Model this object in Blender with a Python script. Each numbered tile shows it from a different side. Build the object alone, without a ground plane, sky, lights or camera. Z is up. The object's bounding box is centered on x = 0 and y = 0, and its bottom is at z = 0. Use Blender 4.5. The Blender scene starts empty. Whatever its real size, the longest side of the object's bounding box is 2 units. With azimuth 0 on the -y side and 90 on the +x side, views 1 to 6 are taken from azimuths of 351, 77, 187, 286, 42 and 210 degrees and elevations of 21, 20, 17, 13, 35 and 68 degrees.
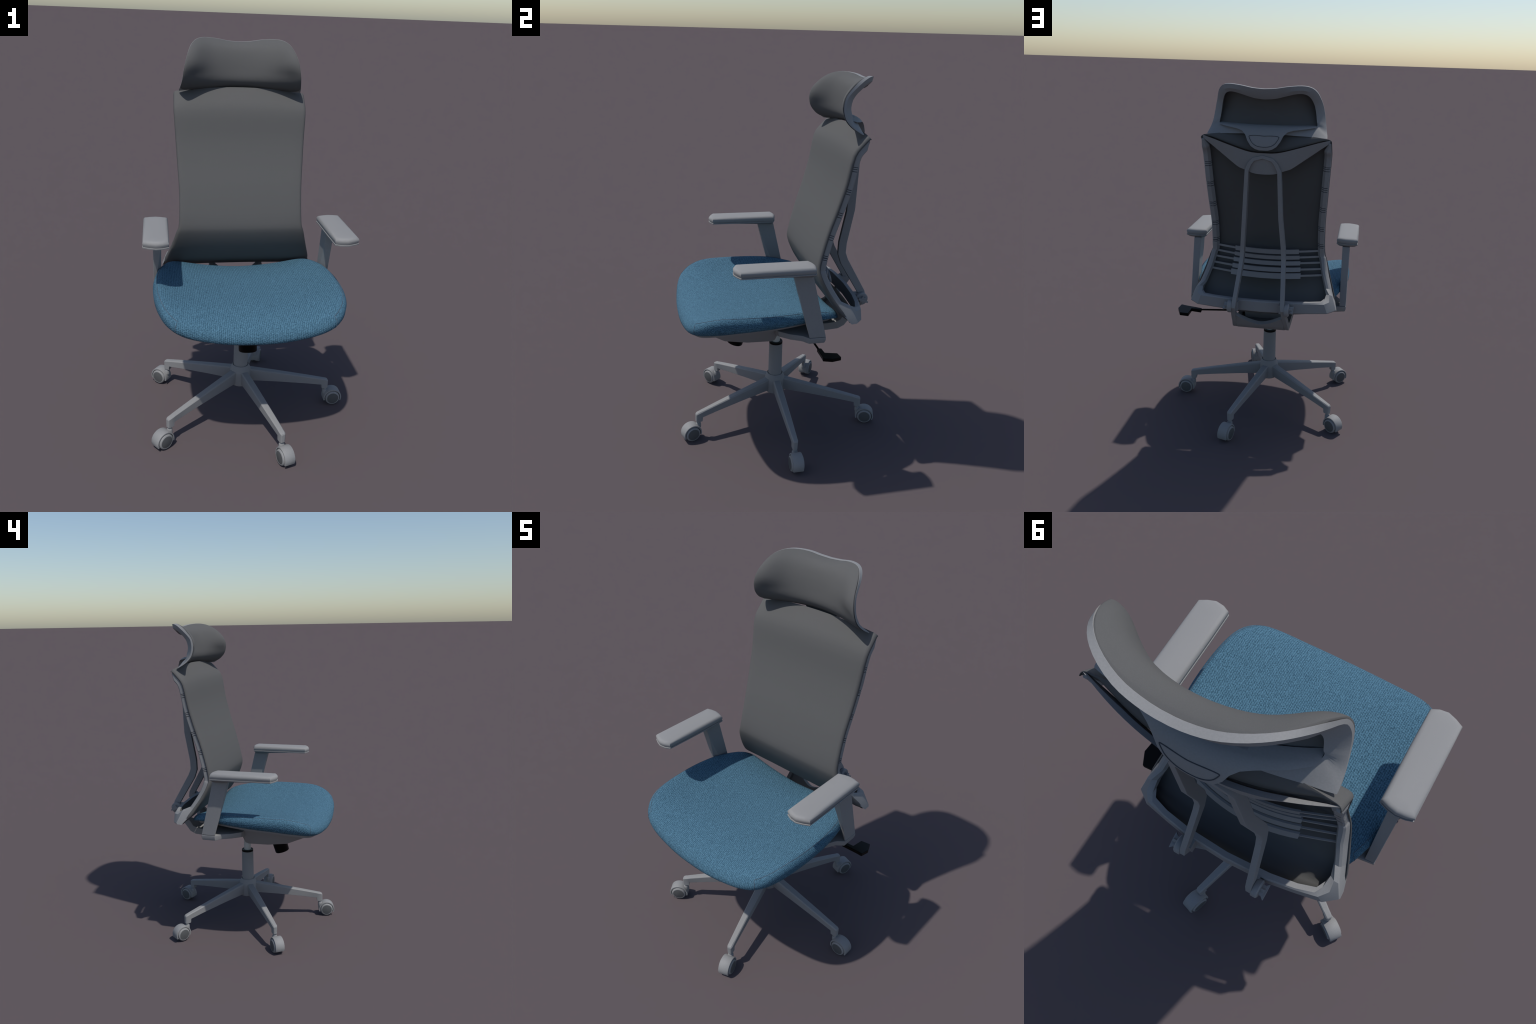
"""Ergonomic mesh-back office chair: five-star base, blue seat, grey back, headrest."""
import bpy, bmesh, math
from math import sin, cos, pi, radians
from mathutils import Vector, Matrix

X0 = -0.038            # symmetry plane of the chair in the scene


# ------------------------------------------------------------------ materials
def new_mat(name):
    m = bpy.data.materials.new(name)
    m.use_nodes = True
    return m, m.node_tree.nodes, m.node_tree.links, m.node_tree.nodes["Principled BSDF"]


def plain(name, col, rough=0.55, spec=0.4, metal=0.0, grain=0.04, scale=260.0, bump=0.02):
    """Solid colour with a faint moulded-plastic grain."""
    m, n, l, b = new_mat(name)
    tc = n.new("ShaderNodeTexCoord")
    nz = n.new("ShaderNodeTexNoise")
    nz.inputs["Scale"].default_value = scale
    nz.inputs["Detail"].default_value = 2.0
    l.new(tc.outputs["Object"], nz.inputs["Vector"])
    r = n.new("ShaderNodeValToRGB")
    r.color_ramp.elements[0].position = 0.3
    r.color_ramp.elements[1].position = 0.7
    r.color_ramp.elements[0].color = [c * (1 - grain) for c in col] + [1]
    r.color_ramp.elements[1].color = [c * (1 + grain) for c in col] + [1]
    l.new(nz.outputs["Fac"], r.inputs["Fac"])
    l.new(r.outputs["Color"], b.inputs["Base Color"])
    bp = n.new("ShaderNodeBump")
    bp.inputs["Strength"].default_value = bump
    bp.inputs["Distance"].default_value = 0.001
    l.new(nz.outputs["Fac"], bp.inputs["Height"])
    l.new(bp.outputs["Normal"], b.inputs["Normal"])
    b.inputs["Roughness"].default_value = rough
    b.inputs["Specular IOR Level"].default_value = spec
    b.inputs["Metallic"].default_value = metal
    return m


def knit(name, dark, light):
    """Ribbed knit: rows of small stitches running front to back."""
    m, n, l, b = new_mat(name)
    tc = n.new("ShaderNodeTexCoord")
    warp = n.new("ShaderNodeTexNoise")
    warp.inputs["Scale"].default_value = 90.0
    warp.inputs["Detail"].default_value = 1.0
    l.new(tc.outputs["Object"], warp.inputs["Vector"])
    sub = n.new("ShaderNodeVectorMath"); sub.operation = 'SUBTRACT'
    l.new(warp.outputs["Color"], sub.inputs[0]); sub.inputs[1].default_value = (0.5, 0.5, 0.5)
    scl = n.new("ShaderNodeVectorMath"); scl.operation = 'SCALE'
    scl.inputs["Scale"].default_value = 0.006
    l.new(sub.outputs["Vector"], scl.inputs[0])
    add = n.new("ShaderNodeVectorMath"); add.operation = 'ADD'
    l.new(tc.outputs["Object"], add.inputs[0]); l.new(scl.outputs["Vector"], add.inputs[1])
    sep = n.new("ShaderNodeSeparateXYZ"); l.new(add.outputs["Vector"], sep.inputs[0])

    def math(op, a, bb=None):
        k = n.new("ShaderNodeMath"); k.operation = op
        for i, v in enumerate((a, bb)):
            if v is None:
                continue
            if isinstance(v, (int, float)):
                k.inputs[i].default_value = v
            else:
                l.new(v, k.inputs[i])
        return k.outputs[0]
    # ribs along the seat depth (period about 9 mm), stitches about 8 mm long
    ax = math('ABSOLUTE', sep.outputs["X"])
    edge = n.new("ShaderNodeMapRange")
    edge.inputs["From Min"].default_value = 0.38; edge.inputs["From Max"].default_value = 0.46
    l.new(ax, edge.inputs["Value"])
    drop = math('MULTIPLY', math('SUBTRACT', sep.outputs["Z"], 0.865), edge.outputs["Result"])
    across = math('SUBTRACT', sep.outputs["X"], math('MULTIPLY', drop, math('SIGN', sep.outputs["X"])))
    rib = math('SINE', math('MULTIPLY', across, 2 * pi / 0.0088))
    yz = math('ADD', sep.outputs["Y"], sep.outputs["Z"])
    slant = math('ADD', math('MULTIPLY', yz, 2 * pi / 0.0105),
                 math('MULTIPLY', sep.outputs["X"], pi / 0.0088))
    stitch = math('SINE', slant)
    h = math('ADD', math('MULTIPLY', rib, 0.22), math('MULTIPLY', stitch, 0.13))
    fine = n.new("ShaderNodeTexNoise")
    fine.inputs["Scale"].default_value = 175.0
    fine.inputs["Detail"].default_value = 3.0
    l.new(tc.outputs["Object"], fine.inputs["Vector"])
    h = math('ADD', h, math('MULTIPLY', math('SUBTRACT', fine.outputs["Fac"], 0.5), 1.9))
    fac = math('ADD', h, 0.5)
    r = n.new("ShaderNodeValToRGB")
    r.color_ramp.elements[0].position = 0.1
    r.color_ramp.elements[1].position = 0.95
    r.color_ramp.elements[0].color = list(dark) + [1]
    r.color_ramp.elements[1].color = list(light) + [1]
    l.new(fac, r.inputs["Fac"])
    l.new(r.outputs["Color"], b.inputs["Base Color"])
    bp = n.new("ShaderNodeBump")
    bp.inputs["Strength"].default_value = 0.65
    bp.inputs["Distance"].default_value = 0.0022
    l.new(fac, bp.inputs["Height"])
    l.new(bp.outputs["Normal"], b.inputs["Normal"])
    b.inputs["Roughness"].default_value = 0.9
    b.inputs["Specular IOR Level"].default_value = 0.15
    return m


GREY = plain("grey_plastic", (0.240, 0.241, 0.243), 0.6, 0.2)
PAD = plain("pad_plastic", (0.247, 0.247, 0.248), 0.7, 0.18, grain=0.015)
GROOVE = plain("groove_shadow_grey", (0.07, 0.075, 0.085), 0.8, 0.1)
MESH = plain("dark_grey_upholstery", (0.099, 0.099, 0.099), 0.85, 0.15, grain=0.05, scale=500, bump=0.05)
BLUE = knit("blue_knit", (0.031, 0.078, 0.119), (0.088, 0.194, 0.277))
SEAM = plain("seam_thread", (0.075, 0.105, 0.14), 0.9, 0.1)
CAP = plain("wheel_cap_grey", (0.085, 0.088, 0.090), 0.6, 0.3)
BLACK = plain("black_plastic", (0.0015, 0.0015, 0.0016), 0.35, 0.12, grain=0.0)
STEEL = plain("piston_metal", (0.50, 0.53, 0.52), 0.4, 0.5, metal=0.15)


# ------------------------------------------------------------------ helpers
ROOT = bpy.data.objects.new("office_chair", None)
bpy.context.collection.objects.link(ROOT)
ROOT.location = (X0, 0, 0)
ROOT["label"] = "grey high-back office chair with blue knit seat and headrest"
ROOT["category"] = "office chair"


def group(name, parent=ROOT):
    o = bpy.data.objects.new(name, None)
    bpy.context.collection.objects.link(o)
    o.parent = parent
    return o


def obj(name, verts, faces, mat, parent=ROOT, angle=35, bevel=0.0, seg=2, sub=0):
    me = bpy.data.meshes.new(name)
    me.from_pydata([tuple(v) for v in verts], [], faces)
    bm = bmesh.new(); bm.from_mesh(me)
    bmesh.ops.remove_doubles(bm, verts=bm.verts, dist=1e-6)
    bmesh.ops.recalc_face_normals(bm, faces=bm.faces)
    bm.to_mesh(me); bm.free()
    me.materials.append(mat)
    me.shade_smooth()
    me.set_sharp_from_angle(angle=radians(angle))
    o = bpy.data.objects.new(name, me)
    bpy.context.collection.objects.link(o)
    o.parent = parent
    if bevel:
        m = o.modifiers.new("bevel", 'BEVEL')
        m.width = bevel; m.segments = seg; m.limit_method = 'ANGLE'; m.angle_limit = radians(28)
        m.harden_normals = True
    if sub:
        m = o.modifiers.new("sub", 'SUBSURF'); m.levels = sub; m.render_levels = sub
    return o


def loft(rings, closed=False, cap=True):
    """Faces through a list of equally long closed rings."""
    n = len(rings[0]); v = [p for r in rings for p in r]; f = []
    k = len(rings)
    for i in range(k if closed else k - 1):
        a, b = i * n, ((i + 1) % k) * n
        for j in range(n):
            jj = (j + 1) % n
            f.append((a + j, a + jj, b + jj, b + j))
    if cap and not closed:
        f.append(tuple(range(n - 1, -1, -1)))
        f.append(tuple(range((k - 1) * n, k * n)))
    return v, f


def merge(*parts):
    v, f = [], []
    for pv, pf in parts:
        o = len(v); v += list(pv); f += [tuple(i + o for i in q) for q in pf]
    return v, f


def prism(poly, fn0, fn1):
    return loft([[fn0(p) for p in poly], [fn1(p) for p in poly]])


def box(x0, x1, y0, y1, z0, z1):
    p = [(x0, y0), (x1, y0), (x1, y1), (x0, y1)]
    return prism(p, lambda q: (q[0], q[1], z0), lambda q: (q[0], q[1], z1))


def turned(profile, n=32, M=None):
    """Solid of revolution about z from (radius, z) pairs, optionally moved by M."""
    rings = []
    for r, z in profile:
        ring = [Vector((r * cos(2 * pi * i / n), r * sin(2 * pi * i / n), z)) for i in range(n)]
        rings.append([M @ p for p in ring] if M else ring)
    return loft(rings)


def mirror(pts):
    """Right half of an open path (starting at x>0) -> whole path, right to left."""
    return list(pts) + [(-p[0],) + tuple(p[1:]) for p in reversed(pts) if abs(p[0]) > 1e-9]


def lerp_table(tab, x):
    """tab: list of (x, v...) sorted by x; smooth (Catmull) interpolation of v."""
    if x <= tab[0][0]:
        return tab[0][1:]
    if x >= tab[-1][0]:
        return tab[-1][1:]
    for i in range(len(tab) - 1):
        if tab[i][0] <= x <= tab[i + 1][0]:
            t = (x - tab[i][0]) / (tab[i + 1][0] - tab[i][0])
            return tuple(a + (b - a) * t for a, b in zip(tab[i][1:], tab[i + 1][1:]))


def catmull(pts, per=4):
    """Dense smooth polyline through control points of any dimension."""
    out = []
    n = len(pts)
    for i in range(n - 1):
        p0, p1, p2, p3 = pts[max(i - 1, 0)], pts[i], pts[i + 1], pts[min(i + 2, n - 1)]
        for k in range(per):
            t = k / per
            out.append(tuple(0.5 * (2 * b + (c - a) * t + (2 * a - 5 * b + 4 * c - d) * t * t
                                    + (3 * b - a - 3 * c + d) * t ** 3)
                             for a, b, c, d in zip(p0, p1, p2, p3)))
    out.append(tuple(pts[-1]))
    return out


def catmull_closed(pts, per=4):
    n = len(pts); out = []
    for i in range(n):
        p0, p1, p2, p3 = pts[i - 1], pts[i], pts[(i + 1) % n], pts[(i + 2) % n]
        for k in range(per):
            t = k / per
            out.append(tuple(0.5 * (2 * b + (c - a) * t + (2 * a - 5 * b + 4 * c - d) * t * t
                                    + (3 * b - a - 3 * c + d) * t ** 3)
                             for a, b, c, d in zip(p0, p1, p2, p3)))
    return out


def tube(path, r, n=6, closed=False):
    P = [Vector(p) for p in path]; rings = []
    for i, p in enumerate(P):
        a = P[i - 1] if (i or closed) else p
        b = P[(i + 1) % len(P)] if (i < len(P) - 1 or closed) else p
        t = (b - a).normalized()
        u = t.cross(Vector((0.31, 0.2, 0.93))).normalized(); w = t.cross(u)
        rings.append([p + u * r * cos(2 * pi * k / n) + w * r * sin(2 * pi * k / n) for k in range(n)])
    return loft(rings, closed=closed)


# ------------------------------------------------------------------ star base and casters
LEG_R = 0.514          # leg tips from the column axis
CAST_R = 0.543         # caster centres
base = group("star_base")
obj("hub", *turned([(0.001, 0.166), (0.050, 0.166), (0.057, 0.172), (0.0585, 0.245), (0.057, 0.258),
                    (0.047, 0.283), (0.0445, 0.286), (0.0440, 0.279), (0.0405, 0.279), (0.001, 0.279)], 40),
    GREY, base, angle=30)


def leg_section(r, zt, zb, w, ch):
    return [(r, -w * 0.86, zb), (r, w * 0.86, zb), (r, w, zt - ch), (r, w - ch, zt),
            (r, -w + ch, zt), (r, -w, zt - ch)]


def make_leg_mesh():
    rings = [leg_section(0.045, 0.259, 0.184, 0.0215, 0.006),
             leg_section(0.20, 0.2265, 0.167, 0.0205, 0.006),
             leg_section(0.38, 0.187, 0.142, 0.0175, 0.005),
             leg_section(0.476, 0.1655, 0.126, 0.0155, 0.005)]
    # end block drops to the caster stem
    rings += [leg_section(0.479, 0.165, 0.101, 0.0155, 0.006),
              leg_section(0.503, 0.1595, 0.100, 0.0155, 0.006),
              leg_section(0.511, 0.155, 0.1015, 0.0125, 0.005),
              leg_section(0.5145, 0.149, 0.104, 0.0085, 0.003)]
    return loft(rings)


def caster_meshes():
    """Caster rolling outwards along +x; wheel axle along y."""
    zc, rw, rh = 0.0435, 0.0425, 0.0535
    toY = Matrix.Translation((CAST_R, 0, zc)) @ Matrix.Rotation(radians(-90), 4, 'X')
    wheels = []
    for s in (1, -1):
        M = toY @ Matrix.Scale(s, 4, (0, 0, 1))
        wheels.append(turned([(0.010, 0.008), (rw - 0.002, 0.008), (rw, 0.011), (rw, 0.027),
                              (rw - 0.002, 0.031), (rw - 0.0055, 0.0345), (rw - 0.009, 0.0350),
                              (rw - 0.0095, 0.0335), (0.002, 0.0335)], 36, M))
    caps = [turned([(0.001, 0.030), (rw - 0.0098, 0.030), (rw - 0.0102, 0.0345), (rw - 0.012, 0.0352), (0.001, 0.0358)],
                   32, toY @ Matrix.Scale(s, 4, (0, 0, 1))) for s in (1, -1)]
    # hood: curved shell over the two wheels
    a0, a1, n = radians(-22), radians(196), 26
    rings = []
    for i in range(n + 1):
        a = a0 + (a1 - a0) * i / n
        ri = rh - 0.0075
        w = 0.0285
        pts = [(rh - 0.0015, -w), (rh, -w + 0.0025), (rh, w - 0.0025), (rh - 0.0015, w), (ri, w), (ri, -w)]
        rings.append([(CAST_R + r * cos(a), y, zc + r * sin(a)) for r, y in pts])
    hood = loft(rings)
    core = box(CAST_R - 0.030, CAST_R + 0.024, -0.0065, 0.0065, 0.020, 0.078)
    axle = turned([(0.007, -0.03), (0.007, 0.03)], 12, toY)
    stem = turned([(0.0105, 0.080), (0.0105, 0.094), (0.0095, 0.096), (0.0095, 0.106)], 16,
                  Matrix.Translation((0.499, 0, 0)))
    sock = turned([(0.0155, 0.066), (0.0155, 0.086), (0.013, 0.091)], 16,
                  Matrix.Translation((0.500, 0, 0)))
    return merge(*wheels), merge(*caps), merge(hood, core, axle, stem, sock)


leg0 = obj("leg", *make_leg_mesh(), GREY, base, angle=25, bevel=0.0015)
wm, cm, hm = caster_meshes()
c0 = group("caster")
parts0 = [obj("wheel", *wm, GREY, c0, angle=40), obj("wheel_cap", *cm, CAP, c0, angle=40),
          obj("wheel_hood", *hm, GREY, c0, angle=40)]
for k in range(1, 5):
    lg = leg0.copy(); bpy.context.collection.objects.link(lg)
    lg.rotation_euler = (0, 0, radians(72 * k))
    c = group("caster"); c.rotation_euler = (0, 0, radians(72 * k))
    for p in parts0:
        q = p.copy(); bpy.context.collection.objects.link(q); q.parent = c

# ------------------------------------------------------------------ gas column
col = group("gas_column")
obj("column_tube", *turned([(0.001, 0.27), (0.0400, 0.27), (0.0385, 0.484), (0.0375, 0.486), (0.001, 0.486)], 40), GREY, col)
obj("column_collar", *turned([(0.024, 0.480), (0.0388, 0.480), (0.0388, 0.491), (0.0375, 0.4935), (0.024, 0.4925)], 40), BLACK, col)
obj("piston", *turned([(0.001, 0.47), (0.0235, 0.47), (0.0235, 0.66), (0.001, 0.66)], 28), STEEL, col)

# ------------------------------------------------------------------ seat cushion
SEAT_HALF = [(0.0, -0.566), (0.10, -0.564), (0.20, -0.556), (0.305, -0.542), (0.378, -0.516), (0.424, -0.470),
             (0.453, -0.40), (0.470, -0.30), (0.4755, -0.20), (0.473, -0.10), (0.459, 0.0),
             (0.436, 0.10), (0.405, 0.19), (0.375, 0.232), (0.325, 0.252), (0.20, 0.252), (0.0, 0.248)]
outline = SEAT_HALF + [(-x, y) for x, y in reversed(SEAT_HALF[1:-1])]
outline = catmull_closed(outline, 3)
SC = Vector((0.0, -0.15))


def seat_top(x, y):
    """Dished seat: raised side bolsters, waterfall front, slight rise at the rear corners."""
    side = min(1.0, abs(x) / 0.44)
    z = 0.816 + 0.053 * side ** 2.4
    if y > 0.02:
        z -= (0.020 + 0.014 * (1 - side)) * ((y - 0.02) / 0.23) ** 1.5
    if y < -0.33:
        z -= 0.050 * ((-0.33 - y) / 0.23) ** 2.0
    return z


def seat_bottom(y, x):
    """Lower edge of the cushion: low at the nose, climbing to the rear along the sides."""
    side = lerp_table([(-0.57, 0.732), (-0.50, 0.744), (-0.42, 0.760), (-0.30, 0.775), (-0.10, 0.788), (0.05, 0.796), (0.25, 0.799)], y)[0]
    c = 1 - min(1, abs(x) / 0.40) ** 2.5
    fr = max(0.0, (-y - 0.30) / 0.26)
    rear = max(0.0, (y + 0.05) / 0.30)
    return side - 0.043 * c * fr ** 1.5 - 0.050 * min(1.0, rear) * c


def ring_xy(s, inset=0.0):
    out = []
    for x, y in outline:
        d = Vector((x, y)) - SC
        L = d.length
        p = SC + d * max(0.0, (s * L - inset) / L)
        out.append(p)
    return out


rings = []
for s in (0.03, 0.15, 0.3, 0.45, 0.6, 0.72, 0.82):
    rings.append([(p.x, p.y, seat_top(p.x, p.y)) for p in ring_xy(s)])
R = 0.040
for ins, dz in ((0.052, 0.0), (0.040, -0.0015), (0.028, -0.005), (0.018, -0.0105), (0.010, -0.018),
                (0.004, -0.028), (0.0008, -0.040)):
    ring = []
    for p in ring_xy(1.0, ins):
        ring.append((p.x, p.y, seat_top(p.x, p.y) + dz))
    rings.append(ring)
for ins, f in ((0.003, 0.60), (0.010, 0.36), (0.019, 0.16), (0.029, 0.03), (0.039, 0.0), (0.08, 0.0)):
    ring = []
    for p, q in zip(ring_xy(1.0, ins), rings[13]):
        zb = seat_bottom(p.y, p.x)
        ring.append((p.x, p.y, zb + (q[2] - zb) * f))
    rings.append(ring)
seat = group("seat")
obj("seat_cushion", *loft(rings), BLUE, seat, angle=80)

# stitched seam along each bolster, turning down at the front corner
def seat_point(i, ins_dz):
    p = ring_xy(1.0, ins_dz[0])[i]
    return Vector((p.x, p.y, seat_top(p.x, p.y) + ins_dz[1]))


N = len(outline)
seams = []
for sgn in (1, -1):
    path = []
    rr = ring_xy(1.0, 0.028); r2 = ring_xy(1.0, 0.0)
    idx = [i for i in range(N // 2 + 1)]
    front = [i for i in idx if 0.352 <= outline[i][0] and outline[i][1] < -0.30]
    iA = min(i for i in idx if outline[i][0] >= 0.370)
    # drop on the front face
    for k in (19, 18, 16, 14, 12, 10):
        if k >= len(rings):
            continue
    for k in (15, 14, 13, 12, 11, 10):
        path.append(Vector(rings[k][iA]))
    iB = max(i for i in idx if outline[i][1] <= 0.20)
    for i in range(iA + 1, iB + 1):
        w = min(1.0, (i - iA) / 3)
        path.append(Vector(rings[10][i]).lerp(Vector(rings[9][i]), 0.3 * w))
    for k in (11, 12, 13, 14):
        path.append(Vector(rings[k][iB]))
    path = [Vector((sgn * p.x, p.y, p.z)) for p in path]
    seams.append(tube(path, 0.0014, 6))
obj("seat_seam", *merge(*seams), SEAM, seat, angle=60)

# ------------------------------------------------------------------ seat pan and mechanism
pan = []
def pan_ring(s_in, zoff, f=lambda x, y: None):
    ring = []
    for p in ring_xy(1.0, s_in):
        ring.append((p.x, p.y, seat_bottom(p.y, p.x) + zoff))
    return ring


shell = [pan_ring(0.052, 0.004), pan_ring(0.039, 0.001), pan_ring(0.038, -0.005), pan_ring(0.046, -0.016),
         pan_ring(0.11, -0.024)]
obj("seat_pan", *loft(shell), GREY, seat, angle=40)
# hollow belly under the pan
belly = []
prof = [(-0.490, 0.690, 0.684, 0.19, 0.15), (-0.43, 0.735, 0.672, 0.29, 0.21), (-0.34, 0.757, 0.644, 0.345, 0.255),
        (-0.22, 0.772, 0.632, 0.362, 0.268), (-0.09, 0.782, 0.628, 0.360, 0.265), (-0.070, 0.783, 0.633, 0.357, 0.260),
        (-0.040, 0.785, 0.690, 0.350, 0.255)]
for y, zt, zb, wt, wb in prof:
    belly.append([(wt, y, zt), (wb + 0.03, y, zb + (zt - zb) * 0.25), (wb, y, zb), (-wb, y, zb),
                  (-wb - 0.03, y, zb + (zt - zb) * 0.25), (-wt, y, zt)])
obj("pan_belly", *loft(belly), GREY, seat, angle=30, bevel=0.003)
# tilt mechanism case behind the belly
obj("mechanism_case", *loft([[(0.125, y, zt), (0.125, y, zb), (-0.125, y, zb), (-0.125, y, zt)]
                             for y, zt, zb in ((-0.04, 0.74, 0.625), (0.10, 0.74, 0.632), (0.20, 0.72, 0.640))]),
    GREY, seat, bevel=0.004)

# tension knob
Mk = Matrix.Translation((0.000, -0.236, 0.532)) @ Matrix.Rotation(radians(-17), 4, 'X')
obj("tension_knob", *merge(turned([(0.001, -0.034), (0.043, -0.034), (0.0465, -0.030), (0.049, 0.045), (0.001, 0.045)], 40, Mk),
                           turned([(0.02, 0.04), (0.02, 0.13)], 16, Mk)), BLACK, seat, angle=40)

# height lever: rod and paddle on the right side
lev = group("height_lever")
obj("lever_rod", *tube([(0.10, 0.10, 0.645), (0.30, 0.122, 0.641), (0.42, 0.130, 0.636)], 0.0055, 10), BLACK, lev)
pd = [(0.410, 0.145), (0.410, 0.121), (0.513, 0.117), (0.541, 0.114), (0.548, 0.163), (0.523, 0.217),
      (0.471, 0.213), (0.467, 0.146)]
def pz(p):
    return 0.641 + 0.09 * (p[0] - 0.50) - 0.11 * (p[1] - 0.165)
obj("lever_paddle", *prism(pd, lambda p: (p[0], p[1], pz(p) - 0.014), lambda p: (p[0], p[1], pz(p) + 0.006)), BLACK, lev, bevel=0.003)

# ------------------------------------------------------------------ armrests
for sgn in (1, -1):
    arm = group("armrest")
    S = lambda pts: [[(sgn * x, y, z) for x, y, z in r] for r in pts]
    plan = [(0.393, -0.20), (0.392, 0.060), (0.424, 0.072), (0.456, 0.078), (0.490, 0.074), (0.517, 0.066),
            (0.518, -0.20), (0.518, -0.306), (0.488, -0.322), (0.456, -0.333), (0.424, -0.329), (0.395, -0.315)]
    c = Vector((0.4545, -0.127))

    def pr(inset, z):
        out = []
        for x, y in plan:
            dx, dy = x - c.x, y - c.y
            out.append((c.x + dx * (1 - inset / 0.063), c.y + dy * (1 - inset / 0.205), z))
        return out
    padr = [pr(0.006, 1.0975), pr(0.0045, 1.100), pr(0.001, 1.111), pr(0.001, 1.1185), pr(0.0050, 1.1255),
            pr(0.010, 1.1290), pr(0.018, 1.1308), pr(0.055, 1.1312)]
    obj("arm_pad", *loft(S(padr)), PAD, arm, angle=42)
    # carrier under the pad: a wedge, deep over the post
    def carrier_ring(ins, zf):
        return [(x, y, zf(y)) for x, y, z in pr(ins, 0)]
    deep = lambda y: 1.090 - 0.023 * max(0.0, min(1.0, (y + 0.20) / 0.17)) + 0.012 * max(0.0, min(1.0, (y + 0.03) / 0.09))
    car = [carrier_ring(0.0012, lambda y: 1.0985), carrier_ring(0.0005, lambda y: 1.0978), carrier_ring(0.0015, lambda y: 1.0925),
           carrier_ring(0.014, lambda y: min(1.0895, deep(y) + 0.004)),
           carrier_ring(0.022, deep), carrier_ring(0.05, deep)]
    obj("pad_carrier", *loft(S(car)), GREY, arm, angle=35)
    # post leaning back towards the foot
    def post_ring(t):
        z = 1.078 + (0.736 - 1.078) * t
        yf = -0.032 + (0.060 + 0.032) * t
        yr = 0.064 + (0.146 - 0.064) * t
        xo = 0.470
        xi = 0.428 + 0.004 * t
        cut = 0.004 + 0.040 * max(0.0, (t - 0.25) / 0.75)      # inner front edge is cut away downwards
        xi_f = xi + (xo - xi - 0.006) * max(0.0, (t - 0.25) / 0.75)
        return [(xo, yf, z), (xo + 0.0015, (yf + yr) / 2, z), (xo, yr, z), (xi, yr, z), (xi, yf + cut, z), (xi_f, yf, z)]
    obj("arm_post", *loft(S([post_ring(t) for t in (0, 0.25, 0.5, 0.75, 1.0)])), GREY, arm, angle=25, bevel=0.002)
    # foot block and bracket reaching in under the pan
    bplan_t = [(0.471, 0.060), (0.471, 0.146), (0.40, 0.155), (0.25, 0.15), (0.14, 0.13), (0.14, -0.085), (0.30, -0.090),
               (0.362, -0.077), (0.409, -0.024), (0.437, 0.032)]
    def bz(x, top):
        t = max(0.0, min(1.0, (0.37 - x) / 0.22))
        return (0.734 - 0.004 * t) if top else (0.7015 - 0.045 * t)
    bt = [(x, y, bz(x, True)) for x, y in bplan_t]
    bm_ = [(x, y, bz(x, True) - 0.016) for x, y in bplan_t]
    bb = [(0.15 + (x - 0.15) * 0.985, 0.05 + (y - 0.05) * 0.95, bz(x, False)) for x, y in bplan_t]
    obj("arm_bracket", *loft(S([bt, bm_, bb])), GREY, arm, angle=30, bevel=0.002)

# ------------------------------------------------------------------ backrest
back = group("backrest")
back.location.y = -0.0015
# side edge of the back, top to bottom: (y, z, outer half width)
EDGE = [(0.347, 1.729, 0.3485), (0.313, 1.695, 0.3495), (0.272, 1.637, 0.350), (0.246, 1.50, 0.3425), (0.210, 1.367, 0.335),
        (0.169, 1.235, 0.328), (0.130, 1.070, 0.331), (0.135, 1.008, 0.347), (0.172, 0.925, 0.370), (0.217, 0.852, 0.394)]


def normals(path):
    """Unit rearward normals (y,z) of a (y,z,..) path running downwards."""
    out = []
    for i in range(len(path)):
        a = path[max(i - 1, 0)]; b = path[min(i + 1, len(path) - 1)]
        dy, dz = b[0] - a[0], b[1] - a[1]
        L = math.hypot(dy, dz)
        n = (-dz / L, dy / L)
        out.append(n if n[0] > 0 else (-n[0], -n[1]))
    return out


def yoke_top(x):
    """Upper rear edge of the yoke at x."""
    q = abs(x) / 0.345
    return 0.348 + 0.064 * max(0.0, 1 - q ** 2.4), lerp_table(YT, abs(x))[0]


YT = catmull([(0.0, 1.653), (0.05, 1.654), (0.10, 1.662), (0.20, 1.690), (0.28, 1.713), (0.345, 1.728)], 6)
edge_c = catmull(EDGE + [(0.252, 0.808, 0.408), (0.292, 0.778, 0.416)], 3)
nn = normals(edge_c)


def cushion_row(e, n):
    """One row across the taut cover: flat middle, rim rolled back at both sides."""
    y, z, xo = e
    lowf = max(0.0, min(1.0, (1.0 - z) / 0.15))
    xh = xo + 0.001 + 0.0015 * lowf - 0.006 * max(0.0, min(1.0, (0.82 - z) / 0.04))
    dd = 0.016 + 0.006 * lowf - 0.012 * max(0.0, min(1.0, (0.82 - z) / 0.04))
    crown = max(0.0, min(1.0, (z - 1.60) / 0.129)) ** 1.5
    lip = max(0.0, min(1.0, (0.84 - z) / 0.06))
    row = []
    for x, d in [(-xh, dd), (-xh + 0.0010, 0.010), (-xh + 0.0045, 0.0048), (-xh + 0.010, 0.0014)] + \
            [((xh - 0.018) * (-1 + j / 10), 0.0) for j in range(21)] + \
            [(xh - 0.010, 0.0014), (xh - 0.0045, 0.0048), (xh - 0.0010, 0.010), (xh, dd)]:
        c = max(0.0, 1 - (x / xh) ** 2)
        row.append(Vector((x, y + n[0] * d + (-0.004 + -0.002 * crown + 0.014 * lip) * c, z + n[1] * d + (0.026 * crown + 0.006 * lip) * c)))
    return row


grid = [cushion_row(e, n) for e, n in zip(edge_c, nn)]
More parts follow.
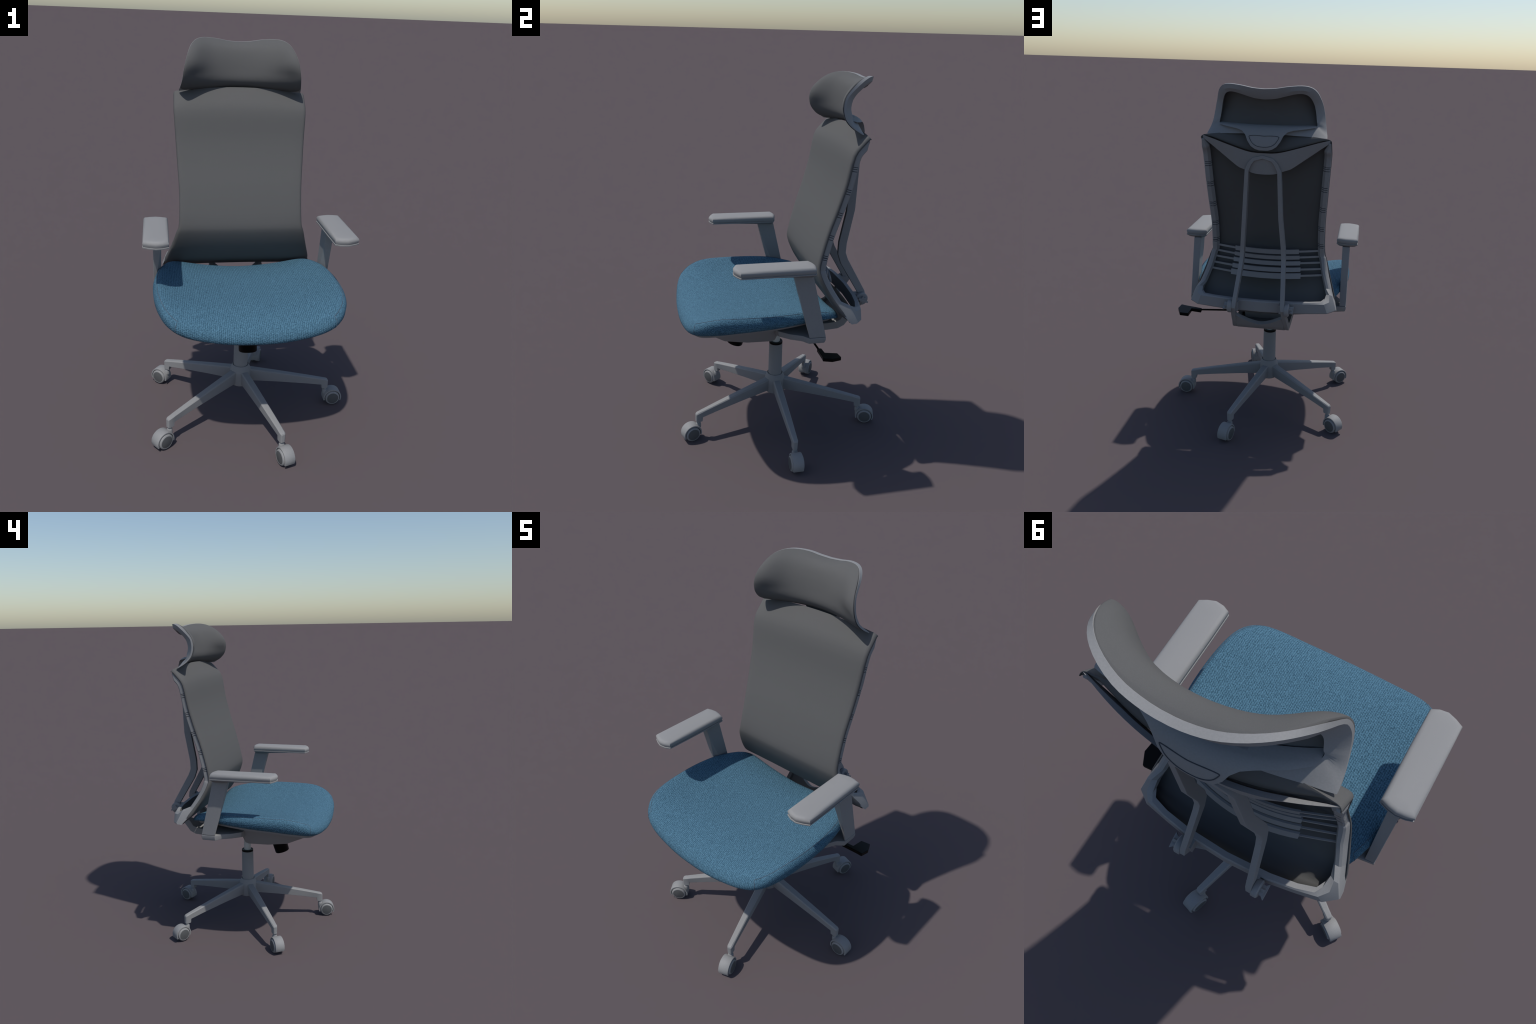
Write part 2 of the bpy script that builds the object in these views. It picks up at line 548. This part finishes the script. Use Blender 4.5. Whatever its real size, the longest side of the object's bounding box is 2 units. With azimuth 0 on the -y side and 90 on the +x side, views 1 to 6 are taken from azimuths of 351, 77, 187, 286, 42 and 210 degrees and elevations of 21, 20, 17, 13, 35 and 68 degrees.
# over the top the cover folds back and down to the edge of the yoke
top = grid[0]
flap = []
for t, lift in ((1.0, 0.0), (0.8, 0.007), (0.55, 0.011), (0.28, 0.008)):
    row = []
    for p in top:
        yt, zt = yoke_top(p.x)
        c = max(0.0, 1 - (p.x / 0.345) ** 2)
        end = Vector((p.x, max(yt - 0.021, p.y + 0.002), min(zt + 0.004, p.z - 0.002)))
        row.append(p.lerp(end, t) + Vector((0, 0.3 * lift * c, lift * c)))
    flap.append(row)
# below it ends in a shallow trough that meets the bottom rail
low = grid[-1]
floor = []
for t in (0.12, 0.5, 1.0):
    row = []
    for p in low:
        c = max(0.0, 1 - (p.x / 0.40) ** 2)
        end = Vector((p.x * 0.985, 0.300 + 0.088 * c ** 0.6, 0.774 - 0.026 * c ** 0.6))
        row.append(p.lerp(end, t) + Vector((0, 0, -0.006 if t < 0.9 else 0)))
    floor.append(row)
grid = flap + grid + floor
nc = len(grid[0])
gv = [p for r in grid for p in r]
gf = [(i * nc + j, i * nc + j + 1, (i + 1) * nc + j + 1, (i + 1) * nc + j)
      for i in range(len(grid) - 1) for j in range(nc - 1)]
bc = obj("back_cushion", gv, gf, MESH, back, angle=75)
sm = bc.modifiers.new("thickness", 'SOLIDIFY')
sm.thickness = 0.005; sm.offset = -1.0      # grows towards the back

# frame: two side rails and the bottom rail in one loft, with grooves cut across the rails
def rail_ring(y, z, xo, ny, nz, shrink=0.0):
    s = shrink
    d = 0.046 - s
    w = max(0.0, min(1.0, (1.08 - z) / 0.14))          # the flared lower legs turn their outer face rearwards
    return [(xo - 0.003 - s * 0.8, y + ny * 0.013, z + nz * 0.013),
            (xo - s * 0.8 - 0.017 * w, y + ny * (d - 0.006), z + nz * (d - 0.006)),
            (xo - 0.006 - s - 0.020 * w, y + ny * d, z + nz * d),
            (xo - 0.026 - 0.014 * w, y + ny * d, z + nz * d),
            (xo - 0.040 - 0.009 * w, y + ny * (d - 0.016), z + nz * (d - 0.016)),
            (xo - 0.037 - 0.007 * w, y + ny * 0.012, z + nz * 0.012)]


edge_r = catmull(EDGE, 10)
nr = normals(edge_r)
GROOVES = []
for zc in (1.575, 1.463, 1.345, 1.225, 1.117):
    GROOVES += [zc + 0.010, zc, zc - 0.012]


def at_z(z):
    for i in range(len(edge_r) - 1):
        if edge_r[i][1] >= z >= edge_r[i + 1][1]:
            t = (edge_r[i][1] - z) / (edge_r[i][1] - edge_r[i + 1][1])
            e = [a + (b - a) * t for a, b in zip(edge_r[i], edge_r[i + 1])]
            n = [a + (b - a) * t for a, b in zip(nr[i], nr[i + 1])]
            return e, n
zs = [(e[1], 0.0) for k, e in enumerate(edge_r) if not any(abs(e[1] - g) < 0.004 for g in GROOVES)]
for g in GROOVES:
    zs += [(g + 0.0019, 0.0), (g + 0.0011, 0.0022), (g - 0.0011, 0.0022), (g - 0.0019, 0.0)]
zs = [(1.721, 0.0)] + [q for q in zs if q[0] < 1.719]       # rail ends just under the top corner
zs.sort(key=lambda a: -a[0])
side = []
for z, sh in zs:
    if z > EDGE[0][1] - 1e-6:
        e, n = edge_r[0], nr[0]
    elif z < EDGE[-1][1] + 1e-6:
        e, n = edge_r[-1], nr[-1]
    else:
        e, n = at_z(z)
    ring = rail_ring(e[0], e[1], e[2], n[0], n[1], sh)
    # the rail end narrows to a blade at the very top corner
    t = max(0.0, (z - 1.690) / 0.039)
    if t > 0:
        o = Vector(ring[0])
        ring = [tuple(o + (Vector(p) - o) * (1 - 0.84 * t)) for p in ring]
    side.append(ring)
corner = [
    [(0.411, 0.268, 0.806), (0.398, 0.298, 0.846), (0.393, 0.302, 0.852), (0.376, 0.303, 0.858), (0.358, 0.291, 0.852), (0.361, 0.268, 0.824)],
    [(0.421, 0.300, 0.771), (0.422, 0.328, 0.774), (0.419, 0.335, 0.780), (0.380, 0.338, 0.826), (0.352, 0.336, 0.836), (0.350, 0.314, 0.836)],
    [(0.374, 0.342, 0.763), (0.373, 0.366, 0.766), (0.371, 0.371, 0.770), (0.352, 0.372, 0.822), (0.335, 0.366, 0.831), (0.333, 0.346, 0.831)],
    [(0.270, 0.365, 0.763), (0.270, 0.387, 0.765), (0.270, 0.391, 0.770), (0.270, 0.391, 0.824), (0.270, 0.386, 0.831), (0.270, 0.366, 0.831)],
    [(0.170, 0.381, 0.763), (0.170, 0.404, 0.765), (0.170, 0.408, 0.770), (0.170, 0.408, 0.824), (0.170, 0.403, 0.831), (0.170, 0.382, 0.831)],
    [(0.000, 0.390, 0.763), (0.000, 0.412, 0.765), (0.000, 0.416, 0.770), (0.000, 0.416, 0.824), (0.000, 0.411, 0.831), (0.000, 0.391, 0.831)]]
half = side + corner
full = half + [[(-x, y, z) for x, y, z in r] for r in reversed(half[:-1])]
bf = obj("back_frame", *loft(full), GREY, back, angle=28)
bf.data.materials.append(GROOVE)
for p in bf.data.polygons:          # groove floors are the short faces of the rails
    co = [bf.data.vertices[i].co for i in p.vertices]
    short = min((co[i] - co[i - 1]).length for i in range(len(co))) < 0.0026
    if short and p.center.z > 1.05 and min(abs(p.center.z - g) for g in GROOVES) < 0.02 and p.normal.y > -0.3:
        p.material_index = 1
# yoke: swept wing joining the rail tops behind the cushion
def yoke_row(x):
    yt, zt = yoke_top(x)
    zb, yb = lerp_table(YB, abs(x))
    return (x, yt, zt), (x, yb, zb)


YB = [(0.0, 1.537, 0.386), (0.045, 1.539, 0.386), (0.075, 1.546, 0.385), (0.105, 1.559, 0.383), (0.135, 1.568, 0.380), (0.155, 1.580, 0.377),
      (0.30, 1.684, 0.352), (0.345, 1.715, 0.349)]
rings = []
for j in range(41):
    x = -0.341 + 0.682 * j / 40
    t, b = (Vector(v) for v in yoke_row(x))
    fr = Vector((0, -0.022, -0.004))
    mid = t.lerp(b, 0.28) + Vector((0, 0.001, 0))
    th = 0.3 + 0.7 * min(1.0, (0.345 - abs(x)) / 0.12)
    rings.append([t, mid, b, b + fr * 0.6 * th, mid + fr * th, t + fr * 0.7 * th])
obj("back_yoke", *loft(rings), GREY, back, angle=30)

# spine: two braces meeting in an arch at the yoke, running down to the pivots and J-arms
SP = [(0.000, 0.412, 1.645), (0.060, 0.412, 1.631), (0.078, 0.408, 1.604), (0.090, 0.402, 1.562),
      (0.0995, 0.389, 1.30), (0.114, 0.350, 1.116), (0.117, 0.347, 1.063), (0.120, 0.361, 1.025),
      (0.134, 0.466, 0.838), (0.138, 0.474, 0.800), (0.142, 0.440, 0.745), (0.147, 0.385, 0.686),
      (0.150, 0.352, 0.644), (0.150, 0.316, 0.626), (0.150, 0.25, 0.621), (0.150, 0.02, 0.628)]
SPD = [(0.0, 0.40, 1.600), (0.055, 0.40, 1.593), (0.074, 0.390, 1.580), (0.089, 0.362, 1.552),
       (0.0995, 0.343, 1.293), (0.114, 0.306, 1.125), (0.117, 0.303, 1.058), (0.120, 0.322, 1.002),
       (0.134, 0.430, 0.823), (0.138, 0.432, 0.795), (0.142, 0.405, 0.763), (0.147, 0.352, 0.711),
       (0.150, 0.330, 0.681), (0.150, 0.301, 0.668), (0.150, 0.25, 0.663), (0.150, 0.02, 0.668)]
SHIFT = 0.0065                     # the cradle sits slightly off the centre line
rings = []
for i, (a, b) in enumerate(zip(SP, SPD)):
    A, B = Vector(a), Vector(b)
    if i == 0:
        wd = Vector((0, 0, 0.009)); A = Vector((0, 0.416, 1.633)); B = Vector((0, 0.385, 1.628))
    elif i == 1:
        wd = Vector((0.004, 0, 0.009)); A = Vector((0.050, 0.413, 1.619)); B = Vector((0.050, 0.38, 1.613))
    elif i == 2:
        wd = Vector((0.0095, 0, 0.005)); A = Vector((0.071, 0.409, 1.594)); B = Vector((0.071, 0.37, 1.588))
    else:
        wd = Vector((0.0115, 0, 0))
        if i == 3:
            wd = Vector((0.0105, 0, 0.001)); A = Vector((0.087, 0.402, 1.557)); B = Vector((0.087, 0.358, 1.550))
    rings.append([A + wd, A - wd, B - wd, B + wd])
left = [[Vector((-p.x, p.y, p.z)) for p in (r[1], r[0], r[3], r[2])] for r in rings[1:]]
# keep ring order consistent across the mirror: outer/inner swap
left = [[Vector((-r[1].x, r[1].y, r[1].z)), Vector((-r[0].x, r[0].y, r[0].z)),
         Vector((-r[3].x, r[3].y, r[3].z)), Vector((-r[2].x, r[2].y, r[2].z))] for r in rings[1:]]
left = [[r[1], r[0], r[3], r[2]] for r in left]
sp = list(reversed(rings)) + left
sp = [[Vector((p.x + SHIFT * (0.75 + 0.25 * max(0.0, min(1.0, (0.95 - p.z) / 0.2))), p.y, p.z)) for p in r] for r in sp]
obj("spine_brace", *loft(sp), GREY, back, angle=28, bevel=0.002)
# cradle plate between the J-arms, dipped along its top edge
rings = []
for j in range(17):
    x = -0.137 + 0.274 * j / 16
    q = 1 - (abs(x) / 0.137) ** 1.6
    ztop = 0.742 - 0.068 * q
    low = [(0.30, 0.622), (0.320, 0.626), (0.352, 0.644), (0.372, 0.668)]
    t = (ztop - 0.668) / 0.077
    topy = 0.372 + 0.055 * max(t, 0)
    outer = low + [(topy, ztop)]
    inner = [(y - 0.024, z + 0.010) for y, z in outer]
    rings.append([(x + SHIFT, y, z) for y, z in outer] + [(x + SHIFT, y, z) for y, z in reversed(inner)])
obj("cradle_plate", *loft(rings), GREY, back, angle=35)
obj("cradle_floor", *box(-0.14 + SHIFT, 0.14 + SHIFT, 0.02, 0.305, 0.6235, 0.640), GREY, back, bevel=0.003)
# pivot knobs
for sgn in (1, -1):
    Mp = Matrix.Translation((sgn * 0.147 + SHIFT, 0.443, 0.800)) @ Matrix.Rotation(radians(90 * sgn), 4, 'Y')
    ring = turned([(0.001, 0.0), (0.034, 0.0), (0.036, 0.003), (0.036, 0.020), (0.032, 0.025), (0.001, 0.026)], 24, Mp)
    along = Vector((0, 0.93, -0.36)); across = Vector((0, 0.36, 0.93))
    tab = []
    for d, hw in ((0.018, 0.014), (0.034, 0.019), (0.046, 0.030), (0.048, 0.030)):
        c = Vector((sgn * (0.147 + d) + SHIFT, 0.443, 0.800))
        tab.append([c + along * hw + across * 0.004, c + across * 0.008, c - along * hw + across * 0.004,
                    c - along * hw - across * 0.004, c - across * 0.008, c + along * hw - across * 0.004])
    n = 36
    flute = [[Mp @ Vector((r * cos(2 * pi * i / n), r * sin(2 * pi * i / n), d)) for i in range(n)
              for r in (0.0185 + 0.004 * cos(6 * 2 * pi * i / n),)] for d in (0.02, 0.040, 0.042)]
    web = box(min(sgn * 0.115, sgn * 0.152) + SHIFT, max(sgn * 0.115, sgn * 0.152) + SHIFT, 0.395, 0.445, 0.775, 0.826)
    obj("pivot_knob", *merge(ring, loft(tab), loft(flute), web), GREY, back, angle=35)

# lumbar slats on thin rods between the rails
for z, hh, ye, xs in ((1.072, 0.0130, 0.207, 0.185), (1.037, 0.0110, 0.205, 0.190), (1.004, 0.0110, 0.209, 0.195),
                      (0.970, 0.0115, 0.223, 0.199), (0.938, 0.0145, 0.242, 0.203)):
    lean = 0.0 if z > 1.03 else 0.35
    bow = 0.034
    rings = []
    for j in range(15):
        x = -xs + 2 * xs * j / 14
        y = ye + bow * (1 - (x / xs) ** 2)
        rings.append([(x, y - lean * hh + 0.004, z + hh), (x, y + lean * hh + 0.004, z - hh),
                      (x, y + lean * hh - 0.004, z - hh), (x, y - lean * hh - 0.004, z + hh)])
    e, n = at_z(max(z, 0.853))
    sl = loft(rings)
    rods = []
    for sgn in (1, -1):
        xr = e[2] - 0.022
        yr = e[0] + 0.026
        rr = []
        for x, y in ((xs - 0.004, ye), ((xs + xr) / 2, (ye + yr) / 2), (xr, yr)):
            rr.append([(sgn * x, y - 0.003, z + 0.0055), (sgn * x, y + 0.003, z + 0.0055),
                       (sgn * x, y + 0.003, z - 0.0055), (sgn * x, y - 0.003, z - 0.0055)])
        rods.append(loft(rr))
    obj("lumbar_slat", *merge(sl, *rods), GREY, back, angle=30)

# ------------------------------------------------------------------ headrest
head = group("headrest")
HG = [(1.725, 0.380, 0.56), (1.735, 0.378, 0.58), (1.765, 0.363, 0.93), (1.80, 0.350, 1.17), (1.83, 0.343, 1.25),
      (1.86, 0.340, 1.29), (1.91, 0.370, 1.60), (1.95, 0.400, 1.69), (1.985, 0.432, 1.82), (2.01, 0.45, 1.82)]
HGs = catmull(HG, 6)


def hs(x, z):
    g, c = lerp_table(HGs, z)
    return g - c * x * x


OUT = [(0.0, 1.981), (0.06, 1.985), (0.12, 1.995), (0.185, 2.0), (0.228, 1.993), (0.258, 1.970), (0.278, 1.930),
       (0.292, 1.885), (0.301, 1.840), (0.307, 1.800), (0.314, 1.768), (0.322, 1.737), (0.312, 1.734),
       (0.25, 1.740), (0.17, 1.744), (0.09, 1.748), (0.0, 1.749)]
INN = [(0.0, 1.931), (0.055, 1.936), (0.112, 1.951), (0.165, 1.963), (0.200, 1.961), (0.224, 1.946), (0.240, 1.915),
       (0.250, 1.880), (0.256, 1.845), (0.260, 1.817), (0.263, 1.803), (0.262, 1.790), (0.245, 1.786),
       (0.21, 1.786), (0.145, 1.789), (0.075, 1.791), (0.0, 1.792)]


def loopify(h, per=3):
    half = catmull(h, per)
    return half + [(-x, z) for x, z in reversed(half[1:-1])]


lo, li = loopify(OUT), loopify(INN)
rings = []
for (xo, zo), (xi, zi) in zip(lo, li):
    yo, yi = hs(xo, zo), hs(xi, zi)
    top = max(0.0, min(1.0, (zo - 1.90) / 0.07))
    low = max(0.0, min(1.0, (1.79 - zo) / 0.03))
    d = 0.021 + 0.006 * top - 0.007 * low
    cz = -0.010 * top
    xm, zm = xo + (xi - xo) * 0.40, zo + (zi - zo) * 0.40
    O, I = Vector((xo, yo, zo)), Vector((xi, yi, zi))
    rings.append([O, O + Vector((0, d * (0.55 + 0.2 * top), cz * 0.2)), Vector((xm, hs(xm, zm) + d, zm + cz)),
                  I + Vector((0, d, cz * 0.5)), I + Vector((0, 0.002, 0))])
obj("headrest_frame", *loft(rings, closed=True), GREY, head, angle=30)

# upholstered pad wrapped in the frame
lo_pad = loopify(OUT[:10] + [(0.312, 1.772), (0.313, 1.748), (0.285, 1.738)] + OUT[13:])
def head_ring(s, off):
    out = []
    for x, z in lo_pad:
        cz = 1.868
        px, pzz = x * s, cz + (z - cz) * s
        out.append((px, hs(px, pzz) + off(px, pzz), pzz))
    return out
rings = []
PF = catmull([(1.735, 0.392, 0.80), (1.752, 0.360, 0.87), (1.768, 0.342, 0.92), (1.785, 0.331, 1.00), (1.80, 0.327, 1.08), (1.82, 0.327, 1.19), (1.85, 0.331, 1.30),
              (1.88, 0.336, 1.30), (1.91, 0.343, 1.25), (1.94, 0.354, 1.18), (1.965, 0.370, 1.12), (1.985, 0.394, 1.10), (2.005, 0.430, 1.1)], 5)


def pad_depth(x, z):
    """How far the plump front of the pillow stands before its frame, with a bolster on each wing."""
    g, c = lerp_table(PF, z)
    wing = 0.026 * math.exp(-((abs(x) - 0.250) / 0.068) ** 2) * math.exp(-((z - 1.935) / 0.09) ** 4)
    return max(0.0, hs(x, z) - (g - c * x * x) + wing)


S = [0.03, 0.12, 0.2, 0.28, 0.36, 0.44, 0.52, 0.60, 0.67, 0.74, 0.80, 0.85, 0.89, 0.925, 0.955, 0.975, 0.988, 0.994]
for s in S:
    rim = (1 - s ** 10) ** 0.5
    rings.append(head_ring(s, lambda x, z: -0.002 - rim * pad_depth(x, z)))
for s in (0.985, 0.95, 0.90, 0.83, 0.75, 0.5, 0.03):
    rings.append(head_ring(s, lambda x, z: 0.006 - min(1.0, (1 - s) / 0.20) * (pad_depth(x, z) + 0.000)))
obj("headrest_cushion", *loft(rings), MESH, head, angle=80)

# tongue dropping from the headrest frame to the yoke
LB = [(1.790, 0.262, 0.378), (1.785, 0.257, 0.389), (1.779, 0.215, 0.398), (1.772, 0.150, 0.405), (1.764, 0.120, 0.412), (1.745, 0.100, 0.421),
      (1.715, 0.086, 0.429), (1.690, 0.068, 0.432), (1.676, 0.046, 0.432), (1.669, 0.022, 0.431)]
TC = 1.15
rings = []
for z, w, y in LB:
    th = 0.034 if z > 1.70 else 0.026
    r = [(-w + 2 * w * j / 16) for j in range(17)]
    rings.append([(x, y - TC * x * x, z) for x in r] + [(x, y - TC * x * x - th, z + 0.004) for x in reversed(r)])
obj("headrest_tongue", *loft(rings), GREY, head, angle=40, bevel=0.002)
# thin dark tube, slightly proud, tracing a D-shaped outline on the tongue
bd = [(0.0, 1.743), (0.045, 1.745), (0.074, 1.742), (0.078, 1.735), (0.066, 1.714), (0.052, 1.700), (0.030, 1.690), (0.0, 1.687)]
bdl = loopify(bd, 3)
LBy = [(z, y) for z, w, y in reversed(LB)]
obj("tongue_dark_outline", *tube([(x, lerp_table(LBy, z)[0] - TC * x * x + 0.0006, z) for x, z in bdl], 0.0016, 6, closed=True), GROOVE, head)
